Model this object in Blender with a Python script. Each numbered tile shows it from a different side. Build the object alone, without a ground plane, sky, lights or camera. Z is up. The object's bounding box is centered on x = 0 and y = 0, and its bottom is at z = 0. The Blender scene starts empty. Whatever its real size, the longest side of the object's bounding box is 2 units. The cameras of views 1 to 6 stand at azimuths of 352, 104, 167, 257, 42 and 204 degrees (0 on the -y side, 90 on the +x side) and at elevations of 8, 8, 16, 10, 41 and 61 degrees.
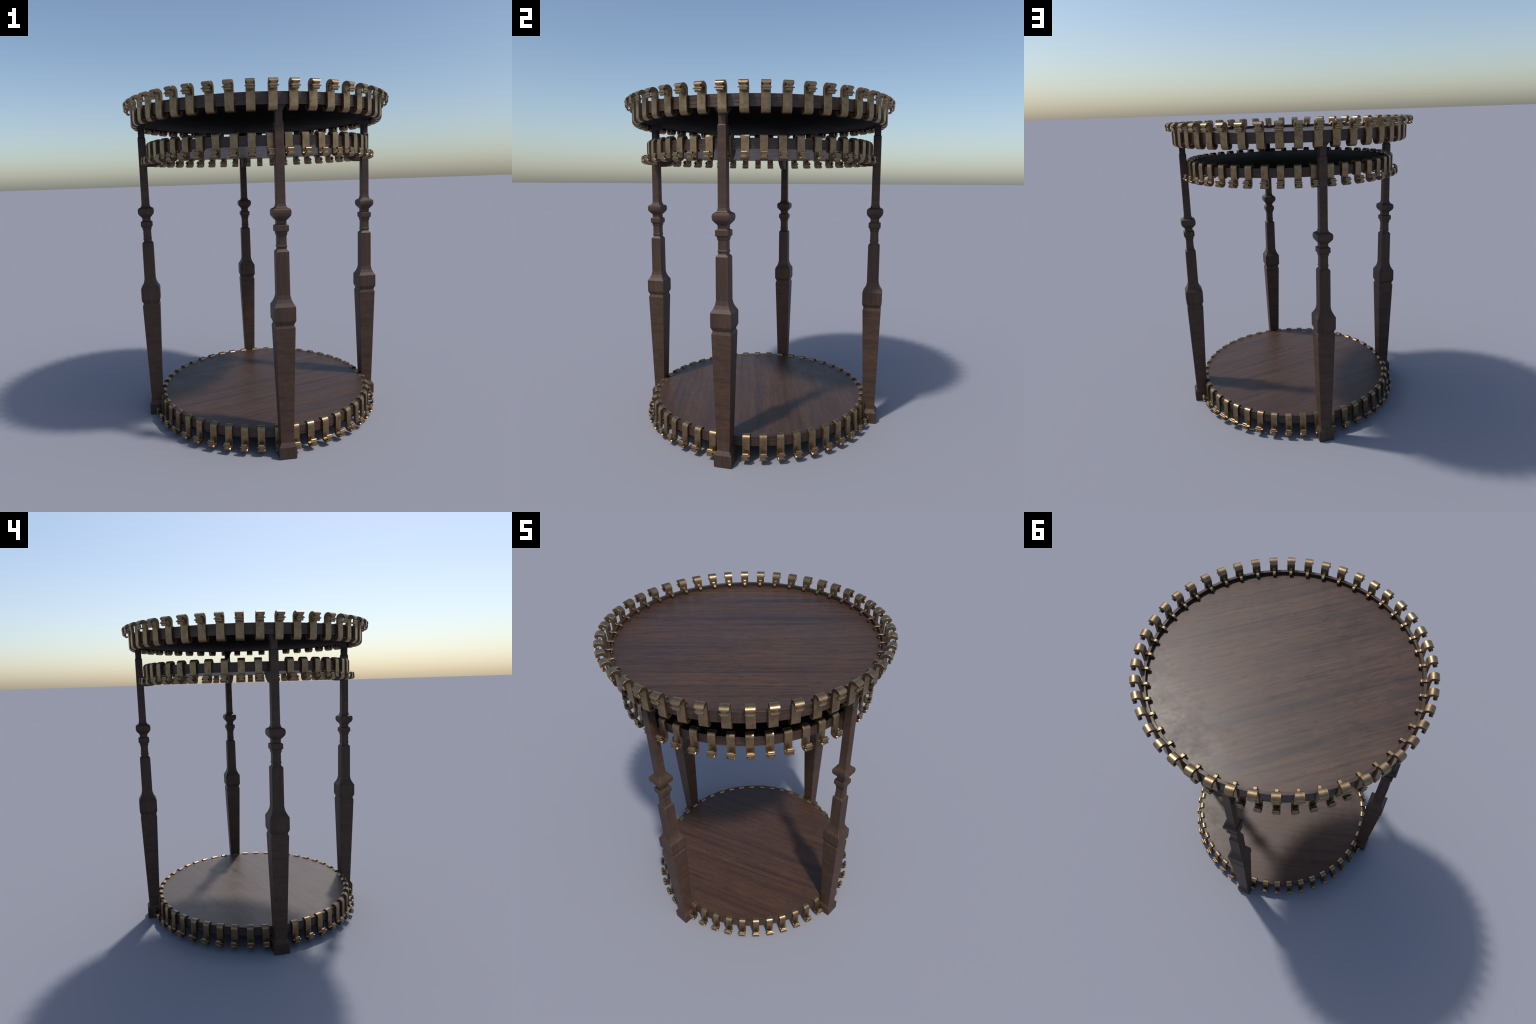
"""Round three-tier walnut table: raised-lip top, two shelves, four square turned legs,
every edge carrying a ring of cast scroll clips in aged bronze."""
import bpy, bmesh, math, random
from mathutils import Vector, Matrix

random.seed(11)
scene = bpy.context.scene
COL = scene.collection

# ------------------------------------------------------------------ sizes
TOP_R, TOP_Z0, TOP_H = 0.768, 1.880, 0.062      # table top: radius, underside, rim height
SMALL = 0.895                                    # shelves and their clips are a scaled copy
SHELF_R = TOP_R * SMALL + 0.0005
MID_Z0, LOW_Z0 = 1.6838, 0.0895
SHELF_H = 0.0550
MID_DROP, LOW_DROP = 0.0057, 0.0172              # shelf clips hang this much lower than the board centre line
LIP, RECESS = 0.0182, 0.0205
LEG_C = 0.726                                    # leg axis distance from centre
LEG_SHIFT = 0.0022
CLIPS = 46


# ------------------------------------------------------------------ node helpers
class Graph:
    def __init__(self, name):
        self.mat = bpy.data.materials.new(name)
        self.mat.use_nodes = True
        self.nt = self.mat.node_tree
        self.bsdf = self.nt.nodes["Principled BSDF"]

    def node(self, kind, **props):
        n = self.nt.nodes.new(kind)
        for k, v in props.items():
            setattr(n, k, v)
        return n

    def link(self, a, b):
        self.nt.links.new(a, b)

    def put(self, sock, val):
        if hasattr(val, "is_output"):
            self.link(val, sock)
        else:
            sock.default_value = val

    def math(self, op, a, b=0.0, clamp=False):
        n = self.node("ShaderNodeMath", operation=op, use_clamp=clamp)
        self.put(n.inputs[0], a)
        self.put(n.inputs[1], b)
        return n.outputs[0]

    def noise(self, vec, scale, detail=3.0, rough=0.55, dist=0.0):
        n = self.node("ShaderNodeTexNoise")
        self.link(vec, n.inputs["Vector"])
        n.inputs["Scale"].default_value = scale
        n.inputs["Detail"].default_value = detail
        n.inputs["Roughness"].default_value = rough
        n.inputs["Distortion"].default_value = dist
        return n.outputs["Fac"]

    def ramp(self, fac, stops, interp="LINEAR"):
        n = self.node("ShaderNodeValToRGB")
        cr = n.color_ramp
        cr.interpolation = interp
        while len(cr.elements) < len(stops):
            cr.elements.new(0.5)
        for e, (p, c) in zip(cr.elements, stops):
            e.position = p
            e.color = (c, c, c, 1) if isinstance(c, (int, float)) else (*c, 1)
        self.link(fac, n.inputs[0])
        return n.outputs[0]

    def mix(self, fac, a, b, blend="MIX"):
        n = self.node("ShaderNodeMix", data_type="RGBA", blend_type=blend)
        self.put(n.inputs[0], fac)
        for s, v in ((n.inputs[6], a), (n.inputs[7], b)):
            if isinstance(v, tuple):
                s.default_value = (*v, 1)
            else:
                self.link(v, s)
        return n.outputs[2]

    def bump(self, height, strength, dist=0.002, normal=None):
        n = self.node("ShaderNodeBump")
        n.inputs["Strength"].default_value = strength
        n.inputs["Distance"].default_value = dist
        self.link(height, n.inputs["Height"])
        if normal is not None:
            self.link(normal, n.inputs["Normal"])
        return n.outputs[0]


def walnut(name, axis="X", turn=0.0, shift=(0, 0, 0), tone=1.0, band=1.0, warm=0.0,
           rough=(0.33, 0.56), relief=0.12, edge_radius=None, fine=1.0, contrast=0.9, gloss=0.5, painted_occlusion=False):
    """Dark oiled walnut. axis = grain direction in object space, turn = degrees about z."""
    g = Graph(name)
    tc = g.node("ShaderNodeTexCoord")
    mp = g.node("ShaderNodeMapping")
    mp.inputs["Location"].default_value = shift
    if axis == "X":
        mp.inputs["Rotation"].default_value = (0, 0, math.radians(-turn))
    elif axis == "Z":
        mp.inputs["Rotation"].default_value = (0, math.radians(90), 0)
    elif axis == "Y":
        mp.inputs["Rotation"].default_value = (0, 0, math.radians(-90))
    g.link(tc.outputs["Object"], mp.inputs["Vector"])
    vec = mp.outputs[0]
    if axis == "RING":                       # grain runs round the rim
        sp = g.node("ShaderNodeSeparateXYZ")
        g.link(tc.outputs["Object"], sp.inputs[0])
        ang = g.math("ARCTAN2", sp.outputs[1], sp.outputs[0])
        cb = g.node("ShaderNodeCombineXYZ")
        g.link(g.math("MULTIPLY", ang, 0.7), cb.inputs[0])
        g.link(g.math("SQRT", g.math("ADD", g.math("POWER", sp.outputs[0], 2.0),
                                     g.math("POWER", sp.outputs[1], 2.0))), cb.inputs[1])
        g.link(sp.outputs[2], cb.inputs[2])
        vec = cb.outputs[0]

    def stretched(kx, ky):
        m = g.node("ShaderNodeMapping")
        m.inputs["Scale"].default_value = (kx * 3.2, kx * 3.2, ky) if axis == "ACROSS" else (kx, ky, ky)
        g.link(vec, m.inputs["Vector"])
        return m.outputs[0]

    broad = g.noise(stretched(0.40, 6.5 * band), 1.0, 3, 0.5, 0.6)
    streak = g.noise(stretched(0.9, 30.0 * band), 1.0, 4, 0.62, 0.35)
    fibre = g.noise(stretched(6.5 * fine, 82.0 * fine), 1.0, 4, 0.62, 0.45)
    pores = g.noise(stretched(17.0 * fine, 135.0 * fine), 1.0, 2, 0.5, 0.3)
    cloud = g.noise(vec, 3.3, 4, 0.6, 0.2)
    mott = g.noise(vec, 38.0, 3, 0.6)
    t = tone
    c1 = (0.0330 * t, 0.0180 * t, 0.0140 * t)
    c2 = (0.0590 * t, 0.0296 * t, 0.0176 * t)
    c3 = (0.0830 * t, 0.0424 * t, 0.0232 * t)
    f = g.math("ADD", g.math("MULTIPLY", broad, 0.5), g.math("MULTIPLY", streak, 0.5))
    col = g.ramp(f, [(0.35, c1), (0.49, c2), (0.66, c3)])
    col = g.mix(g.ramp(streak, [(0.34, 0.55), (0.45, 0.0)]), col, (0.026 * t, 0.0150 * t, 0.0130 * t))
    fb = g.ramp(fibre, [(0.32, (0.66, 0.66, 0.69)), (0.50, (1, 1, 1)), (0.70, (1.30, 1.25, 1.17))])
    col = g.mix(contrast, col, fb, "MULTIPLY")
    col = g.mix(g.ramp(pores, [(0.34, 0.65), (0.43, 0.0)]), col, (0.022 * t, 0.0125 * t, 0.0100 * t))
    cl = g.ramp(cloud, [(0.32, (0.84, 0.87, 0.92)), (0.52, (1, 1, 1)), (0.72, (1.16, 1.05, 0.93))])
    col = g.mix(0.75, col, cl, "MULTIPLY")
    mt = g.ramp(mott, [(0.3, 0.90), (0.6, 1.0), (0.8, 1.06)])
    col = g.mix(0.7, col, mt, "MULTIPLY")
    if warm:
        col = g.mix(warm, col, (0.080, 0.041, 0.0215))
    if edge_radius:                          # handled, browner border of the board
        sp = g.node("ShaderNodeSeparateXYZ")
        g.link(tc.outputs["Object"], sp.inputs[0])
        r2 = g.math("SQRT", g.math("ADD", g.math("POWER", sp.outputs[0], 2.0),
                                   g.math("POWER", sp.outputs[1], 2.0)))
        wob = g.math("ADD", g.math("DIVIDE", r2, edge_radius), g.math("MULTIPLY", g.math("SUBTRACT", cloud, 0.5), 0.16))
        mask = g.ramp(wob, [(0.86, 0.0), (1.0, 0.62)])
        col = g.mix(mask, col, (0.052, 0.0275, 0.0155))
    if painted_occlusion:                                # leg necks blackened in colour for the occlusion under the table top
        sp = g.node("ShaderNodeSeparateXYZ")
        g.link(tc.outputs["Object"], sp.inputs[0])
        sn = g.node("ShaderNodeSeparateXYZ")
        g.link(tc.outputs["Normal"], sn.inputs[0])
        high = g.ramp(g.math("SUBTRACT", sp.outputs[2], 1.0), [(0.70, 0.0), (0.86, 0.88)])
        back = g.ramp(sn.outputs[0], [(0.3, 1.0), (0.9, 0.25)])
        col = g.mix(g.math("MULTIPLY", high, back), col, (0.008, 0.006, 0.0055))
    g.link(col, g.bsdf.inputs["Base Color"])
    smudge = g.math("ADD", g.math("MULTIPLY", g.noise(vec, 7.0, 5, 0.62, 0.3), 0.55), g.math("MULTIPLY", mott, 0.3))
    rn = g.math("ADD", smudge, g.math("MULTIPLY", streak, 0.15))
    rr = g.node("ShaderNodeMapRange")
    g.link(rn, rr.inputs[0])
    rr.inputs[1].default_value, rr.inputs[2].default_value = 0.3, 0.7
    rr.inputs[3].default_value, rr.inputs[4].default_value = rough
    g.link(rr.outputs[0], g.bsdf.inputs["Roughness"])
    g.bsdf.inputs["Specular IOR Level"].default_value = gloss
    h = g.math("ADD", g.math("MULTIPLY", fibre, 0.7), g.math("MULTIPLY", streak, 0.6))
    g.link(g.bump(h, relief, 0.003), g.bsdf.inputs["Normal"])
    return g.mat


def aged_bronze():
    g = Graph("aged_bronze")
    tc = g.node("ShaderNodeTexCoord")
    oi = g.node("ShaderNodeObjectInfo")
    off = g.node("ShaderNodeVectorMath", operation="SCALE")
    cb = g.node("ShaderNodeCombineXYZ")
    for i in range(3):
        g.link(oi.outputs["Random"], cb.inputs[i])
    g.link(cb.outputs[0], off.inputs[0])
    off.inputs["Scale"].default_value = 13.0
    add = g.node("ShaderNodeVectorMath", operation="ADD")
    g.link(tc.outputs["Object"], add.inputs[0])
    g.link(off.outputs[0], add.inputs[1])
    vec = add.outputs[0]
    big = g.noise(vec, 26, 4, 0.6, 0.4)
    mid = g.noise(vec, 62, 4, 0.6, 0.3)
    small = g.noise(vec, 420, 2, 0.6)
    col = g.ramp(big, [(0.30, (0.118, 0.078, 0.043)), (0.47, (0.220, 0.146, 0.081)), (0.70, (0.300, 0.202, 0.115))])
    col = g.mix(g.ramp(mid, [(0.30, 0.6), (0.46, 0.0)]), col, (0.105, 0.070, 0.036))
    col = g.mix(g.ramp(small, [(0.60, 0.0), (0.78, 0.35)]), col, (0.38, 0.29, 0.18))
    # edge wear and darker hollows from curvature
    geo = g.node("ShaderNodeNewGeometry")
    pt = geo.outputs["Pointiness"]
    col = g.mix(g.ramp(pt, [(0.53, 0.0), (0.62, 0.55)]), col, (0.44, 0.32, 0.18))
    col = g.mix(g.ramp(pt, [(0.36, 0.6), (0.47, 0.0)]), col, (0.075, 0.052, 0.030))
    # cut flanks of the strap stay browner than the polished faces
    nrm = g.node("ShaderNodeSeparateXYZ")
    g.link(tc.outputs["Normal"], nrm.inputs[0])
    side = g.math("ABSOLUTE", nrm.outputs[1])
    col = g.mix(g.ramp(side, [(0.75, 0.0), (0.95, 0.75)]), col, (0.140, 0.088, 0.044))
    g.link(col, g.bsdf.inputs["Base Color"])
    g.bsdf.inputs["Metallic"].default_value = 0.92
    rg = g.math("ADD", g.ramp(mid, [(0.3, 0.45), (0.7, 0.30)]), g.math("MULTIPLY", side, 0.12))
    g.link(rg, g.bsdf.inputs["Roughness"])
    h = g.math("ADD", g.math("MULTIPLY", small, 0.35), g.math("MULTIPLY", mid, 0.65))
    g.link(g.bump(h, 0.16, 0.0015), g.bsdf.inputs["Normal"])
    return g.mat


# ------------------------------------------------------------------ mesh helpers
def new_object(name, verts, faces, mats, parent=None, face_mats=None, smooth=None):
    me = bpy.data.meshes.new(name)
    me.from_pydata(verts, [], faces)
    for m in mats:
        me.materials.append(m)
    if face_mats:
        for p, i in zip(me.polygons, face_mats):
            p.material_index = i
    bm = bmesh.new()
    bm.from_mesh(me)
    bmesh.ops.recalc_face_normals(bm, faces=bm.faces)
    bm.to_mesh(me)
    bm.free()
    if smooth is not None:
        me.shade_smooth()
        me.set_sharp_from_angle(angle=math.radians(smooth))
    ob = bpy.data.objects.new(name, me)
    COL.objects.link(ob)
    ob.parent = parent
    return ob


def lathe(name, profile, mats, parent, segs=184, closed=False, smooth=30):
    """profile: (r, z); r == 0 ends close on the axis."""
    verts, faces, rows = [], [], []
    for r, z in profile:
        if r == 0:
            rows.append([len(verts)])
            verts.append((0, 0, z))
        else:
            rows.append(list(range(len(verts), len(verts) + segs)))
            verts += [(r * math.cos(2 * math.pi * i / segs), r * math.sin(2 * math.pi * i / segs), z)
                      for i in range(segs)]
    pairs = list(zip(rows, rows[1:])) + ([(rows[-1], rows[0])] if closed else [])
    for a, b in pairs:
        for i in range(segs):
            j = (i + 1) % segs
            if len(a) == 1:
                faces.append((a[0], b[i], b[j]))
            elif len(b) == 1:
                faces.append((a[i], a[j], b[0]))
            else:
                faces.append((a[i], a[j], b[j], b[i]))
    return new_object(name, verts, faces, mats, parent, smooth=smooth)


def board(name, radius, z0, height, lip, rec, recess_up, mats, dark_flush, parent):
    """Round board: flush on one face, sunk behind a raised lip on the other."""
    b = 0.0005
    ri = radius - lip
    # everything in local coordinates, lip upward; flipped for the shelves
    panel = lathe(name, [(0, 0.0), (ri - 0.001, 0.0), (ri + 0.001, 0.002), (ri + 0.001, height - rec - 0.001),
                         (ri - 0.0005, height - rec), (0, height - rec)], mats, parent)
    rim = lathe("rim", [(ri, 0.0), (radius - b, 0.0), (radius, b), (radius, height - b), (radius - b, height),
                        (ri + b, height), (ri, height - b)], mats[1:], panel, closed=True)
    for p in panel.data.polygons:              # face between the two upper boards is coloured near black for its shade
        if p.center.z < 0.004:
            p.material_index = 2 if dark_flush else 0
    for p in rim.data.polygons:                # darker faces of the rim
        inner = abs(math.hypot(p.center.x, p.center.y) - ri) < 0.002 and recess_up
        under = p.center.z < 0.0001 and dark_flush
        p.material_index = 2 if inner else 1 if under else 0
    if recess_up:
        panel.location = (0, 0, z0)
    else:
        panel.location = (0, 0, z0 + height)
        panel.rotation_euler = (math.pi, 0, 0)
    return panel


# ------------------------------------------------------------------ scroll clip
def ribbon(stations, bev=0.0012):
    """Sweep a rectangular strap along (x, z, thickness, half_width) stations."""
    verts, faces = [], []
    n = len(stations)
    for i, (x, z, t, w) in enumerate(stations):
        a = stations[max(i - 1, 0)]
        c = stations[min(i + 1, n - 1)]
        tx, tz = c[0] - a[0], c[1] - a[1]
        ln = math.hypot(tx, tz) or 1.0
        nx, nz = -tz / ln, tx / ln                 # left of travel
        b = min(bev, t * 0.3)
        ring = [(t / 2 - b, w), (t / 2, w - b), (t / 2, -w + b), (t / 2 - b, -w),
                (-t / 2 + b, -w), (-t / 2, -w + b), (-t / 2, w - b), (-t / 2 + b, w)]
        for off, y in ring:
            verts.append((x + nx * off, y, z + nz * off))
    k = 8
    for i in range(n - 1):
        for j in range(k):
            p, q = i * k + j, i * k + (j + 1) % k
            faces.append((p, q, q + k, p + k))
    faces.append(tuple(range(k)))
    faces.append(tuple(range((n - 1) * k, n * k)))
    return verts, faces


def arc(cx, cz, a, b, d0, d1, n):
    for i in range(n + 1):
        d = math.radians(d0 + (d1 - d0) * i / n)
        yield cx + a * math.cos(d), cz + b * math.sin(d)


def clip_mesh(mat):
    """Local frame: x = outward from the rim face, z = up from the rim underside."""
    W = 0.0232
    st = []
    # hook under the board: short inner leg, U turn, then the long strap
    st += [(-0.0215, 0.0002, 0.0105, W), (-0.0240, -0.0035, 0.0145, W)]
    st += [(x, z, 0.0160, W) for x, z in arc(-0.0085, -0.0080, 0.0165, 0.0165, 180, 360, 14)]
    st += [(0.0080, z, 0.0158, W) for z in (0.006, 0.030, 0.055, 0.076)]
    # arch over the top, outward
    st += [(x, z, 0.0165 + 0.0020 * min(1, i / 5), W)
           for i, (x, z) in enumerate(arc(0.0293, 0.0925, 0.0213, 0.0182, 180, 30, 15))]
    # pinched front plate that flares into a sharp lower lip
    st += [(0.0487, 0.1008, 0.0160, 0.0215), (0.0492, 0.0988, 0.0138, 0.0175), (0.0493, 0.0967, 0.0120, 0.0146),
           (0.0491, 0.0940, 0.0106, 0.0134), (0.0491, 0.0914, 0.0096, 0.0140), (0.0494, 0.0886, 0.0088, 0.0164),
           (0.0502, 0.0856, 0.0078, 0.0204), (0.0514, 0.0826, 0.0066, 0.0246), (0.0522, 0.0806, 0.0056, 0.0266)]
    v1, f1 = ribbon(st, 0.0008)
    # faceted roll tucked behind the lip
    roll = [(0.0515, 0.0815, 0.0040, 0.0200), (0.0480, 0.0803, 0.0050, 0.0184)]
    roll += [(x, z, 0.0056, 0.0180) for x, z in arc(0.0430, 0.0748, 0.0072, 0.0056, 55, -200, 9)]
    v2, f2 = ribbon(roll, 0.0008)
    # narrow tongue that grips the lip from inside
    tw = 0.0086
    tab = [(0.0012, 0.0745, 0.0030, tw), (-0.0004, 0.0708, 0.0050, tw), (-0.0032, 0.0672, 0.0062, tw),
           (-0.0080, 0.0657, 0.0066, tw), (-0.0180, 0.0655, 0.0066, tw), (-0.0250, 0.0652, 0.0066, tw)]
    tab += [(x, z, 0.0064, tw) for x, z in arc(-0.0268, 0.0558, 0.0090, 0.0090, 80, 275, 12)]
    tab += [(-0.0238, 0.0482, 0.0052, tw)]
    v3, f3 = ribbon(tab, 0.0010)
    verts, faces = [], []
    for v, f in ((v1, f1), (v2, f2), (v3, f3)):
        o = len(verts)
        verts += v
        faces += [tuple(i + o for i in q) for q in f]
    ob = new_object("clip", verts, faces, [mat], smooth=38)
    me = ob.data
    bpy.data.objects.remove(ob)
    return me


def ring_of_clips(me, parent, radius, z0, height, scale, flipped, phase, parent_flipped):
    inv = Matrix.Translation((0, 0, parent.location.z)) @ (Matrix.Rotation(math.pi, 4, "X") if parent_flipped else Matrix())
    inv = inv.inverted()
    for i in range(CLIPS):
        a = math.radians(i * 360 / CLIPS + phase + random.uniform(-0.18, 0.18))
        ob = bpy.data.objects.new("clip", me)
        COL.objects.link(ob)
        m = Matrix.Rotation(a, 4, "Z") @ Matrix.Translation((radius, 0, z0 + (height if flipped else 0)))
        if flipped:
            m = m @ Matrix.Rotation(math.pi, 4, "X")
        m = m @ Matrix.Rotation(math.radians(random.uniform(-0.5, 0.5)), 4, "X") @ Matrix.Scale(scale, 4)
        ob.parent = parent
        ob.matrix_local = inv @ m


# ------------------------------------------------------------------ legs
# (height, half width, grain above this station: 0 = upright, 1 = across)
LEG_PROFILE = [
    (0.0000, 0.0485, 0), (0.0015, 0.0495, 0), (0.0655, 0.0495, 0), (0.0672, 0.0488, 0), (0.0885, 0.0360, 1),
    (0.7345, 0.0546, 0), (0.7515, 0.0487, 0), (0.7750, 0.0586, 0),
    (0.8495, 0.0586, 0), (0.8695, 0.0466, 0), (0.8880, 0.0388, 0), (0.9110, 0.0346, 0),
    (1.1390, 0.0342, 0), (1.1525, 0.0237, 0), (1.1615, 0.0236, 0), (1.1635, 0.0260, 0), (1.1670, 0.0264, 0),
    (1.1710, 0.0256, 0), (1.1750, 0.0241, 0), (1.2210, 0.0239, 0), (1.2235, 0.0248, 0), (1.2310, 0.0278, 0), (1.2415, 0.0282, 0),
    (1.2465, 0.0346, 0), (1.2480, 0.0355, 0), (1.2745, 0.0355, 0), (1.2768, 0.0344, 0), (1.2800, 0.0262, 0), (1.2815, 0.0252, 0),
    (1.3010, 0.0252, 0), (1.3170, 0.0390, 0), (1.3265, 0.0460, 0), (1.3390, 0.0482, 0), (1.3500, 0.0480, 0), (1.3585, 0.0460, 0),
    (1.3625, 0.0425, 0), (1.3685, 0.0305, 0), (1.3740, 0.0272, 0), (1.3890, 0.0238, 1),
    (1.7955, 0.0228, 0), (1.7972, 0.0222, 0), (1.8015, 0.0193, 0), (1.8400, 0.0193, 0), (1.8500, 0.0203, 0), (1.8590, 0.0232, 0),
    (1.8680, 0.0278, 0), (1.8755, 0.0335, 0), (1.8802, 0.0365, 0)]


def leg_mesh(mats):
    verts, faces, fm = [], [], []
    for z, h, _ in LEG_PROFILE:
        c = 0.0017
        for sx, sy in ((1, 1), (-1, 1), (-1, -1), (1, -1)):
            p, q = (sx * h, sy * (h - c)), (sx * (h - c), sy * h)
            if sx * sy < 0:
                p, q = q, p
            verts += [(*p, z), (*q, z)]
    for i in range(len(LEG_PROFILE) - 1):
        for j in range(8):
            k = (j + 1) % 8
            faces.append((i * 8 + j, i * 8 + k, i * 8 + 8 + k, i * 8 + 8 + j))
            fm.append(LEG_PROFILE[i][2])
    n = len(LEG_PROFILE)
    faces += [tuple(range(8)), tuple(range(n * 8 - 8, n * 8))]
    fm += [0, 0]
    ob = new_object("leg", verts, faces, mats, face_mats=fm)
    me = ob.data
    bpy.data.objects.remove(ob)
    return me


def corbel_mesh(mat):
    """Curved brace from the leg to the middle shelf; local x = outward, origin on the leg axis at z = 0."""
    low = [(-0.0100, 1.6190), (-0.0550, 1.6192), (-0.0780, 1.6210), (-0.0960, 1.6270), (-0.1130, 1.6365),
           (-0.1290, 1.6480), (-0.1440, 1.6620), (-0.1560, 1.6780), (-0.1630, 1.6920), (-0.1650, 1.7035)]
    ring = low + [(-0.0420, 1.7035), (-0.0380, 1.6830), (-0.0100, 1.6830)]
    w, b = 0.0165, 0.0012
    n = len(ring)
    cx = sum(p[0] for p in ring) / n
    cz = sum(p[1] for p in ring) / n
    verts, faces = [], []
    for y, inset in ((-w, b), (-w + b, 0), (w - b, 0), (w, b)):
        for x, z in ring:
            d = math.hypot(x - cx, z - cz)
            verts.append((x - (x - cx) / d * inset, y, z - (z - cz) / d * inset))
    for r in range(3):
        for i in range(n):
            j = (i + 1) % n
            faces.append((r * n + i, r * n + j, r * n + n + j, r * n + n + i))
    faces += [tuple(range(n)), tuple(range(3 * n, 4 * n))]
    ob = new_object("corbel", verts, faces, [mat], smooth=30)
    me = ob.data
    bpy.data.objects.remove(ob)
    return me


# ------------------------------------------------------------------ assemble
table = bpy.data.objects.new("round_table", None)
COL.objects.link(table)
table["label"] = "round dark walnut table, two shelves, bronze scroll clips round every edge"
table["category"] = "table"

wood_top = walnut("walnut_top", "X", 41, (0.3, 0.1, 0.0), edge_radius=TOP_R)
wood_mid = walnut("walnut_middle", "X", -17, (2.7, 1.3, 0.5), edge_radius=SHELF_R)
wood_low = walnut("walnut_lower", "X", -17, (1.1, 3.2, 0.4), edge_radius=SHELF_R, warm=0.18)
wood_rim = walnut("walnut_rim", "RING", 0, band=3.2, tone=0.80, relief=1.0, rough=(0.34, 0.5), contrast=1.0, fine=1.5)
wood_painted_shade = walnut("walnut_painted_shade", "RING", 0, band=3.0, tone=0.17, relief=0.2, rough=(0.7, 0.9), gloss=0.12)  # tone cut to near black: shade of the gap baked into the wood
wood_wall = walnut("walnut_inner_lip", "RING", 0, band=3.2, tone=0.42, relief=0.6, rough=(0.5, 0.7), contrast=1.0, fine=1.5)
wood_long = walnut("walnut_upright", "Z", 0, (0.4, 0.2, 0.1), tone=0.88, band=2.0, warm=0.22, rough=(0.46, 0.62), fine=1.15, contrast=1.0, gloss=0.42, painted_occlusion=True)
wood_cross = walnut("walnut_across", "ACROSS", 0, (0.2, 0.7, 0.3), tone=0.86, band=1.2, warm=0.25, rough=(0.46, 0.62), fine=0.8, contrast=1.0, gloss=0.42, painted_occlusion=True)
bronze = aged_bronze()

top = board("tabletop", TOP_R, TOP_Z0, TOP_H, LIP, RECESS, True, [wood_top, wood_rim, wood_painted_shade, wood_wall], True, table)
mid = board("middle_shelf", SHELF_R, MID_Z0, SHELF_H, LIP * SMALL, 0.0008, False, [wood_mid, wood_rim, wood_painted_shade, wood_wall], True, table)
low = board("lower_shelf", SHELF_R, LOW_Z0, SHELF_H, LIP * SMALL, 0.0008, False, [wood_low, wood_rim, wood_painted_shade, wood_wall], False, table)

clip = clip_mesh(bronze)
ring_of_clips(clip, top, TOP_R, TOP_Z0, TOP_H, 1.0, False, 1.25, False)
ring_of_clips(clip, mid, SHELF_R, MID_Z0 - MID_DROP, SHELF_H, SMALL, True, 0.95, True)
ring_of_clips(clip, low, SHELF_R, LOW_Z0 - LOW_DROP, SHELF_H, SMALL, True, 0.95, True)

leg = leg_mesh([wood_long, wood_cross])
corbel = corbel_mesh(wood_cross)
for i in range(4):
    a = i * math.pi / 2
    lo = bpy.data.objects.new("leg", leg)
    COL.objects.link(lo)
    lo.parent = table
    lo.location = (LEG_C * math.cos(a), LEG_C * math.sin(a) + LEG_SHIFT, 0)
    lo.rotation_euler = (0, 0, a)
    co = bpy.data.objects.new("corbel", corbel)
    COL.objects.link(co)
    co.parent = lo
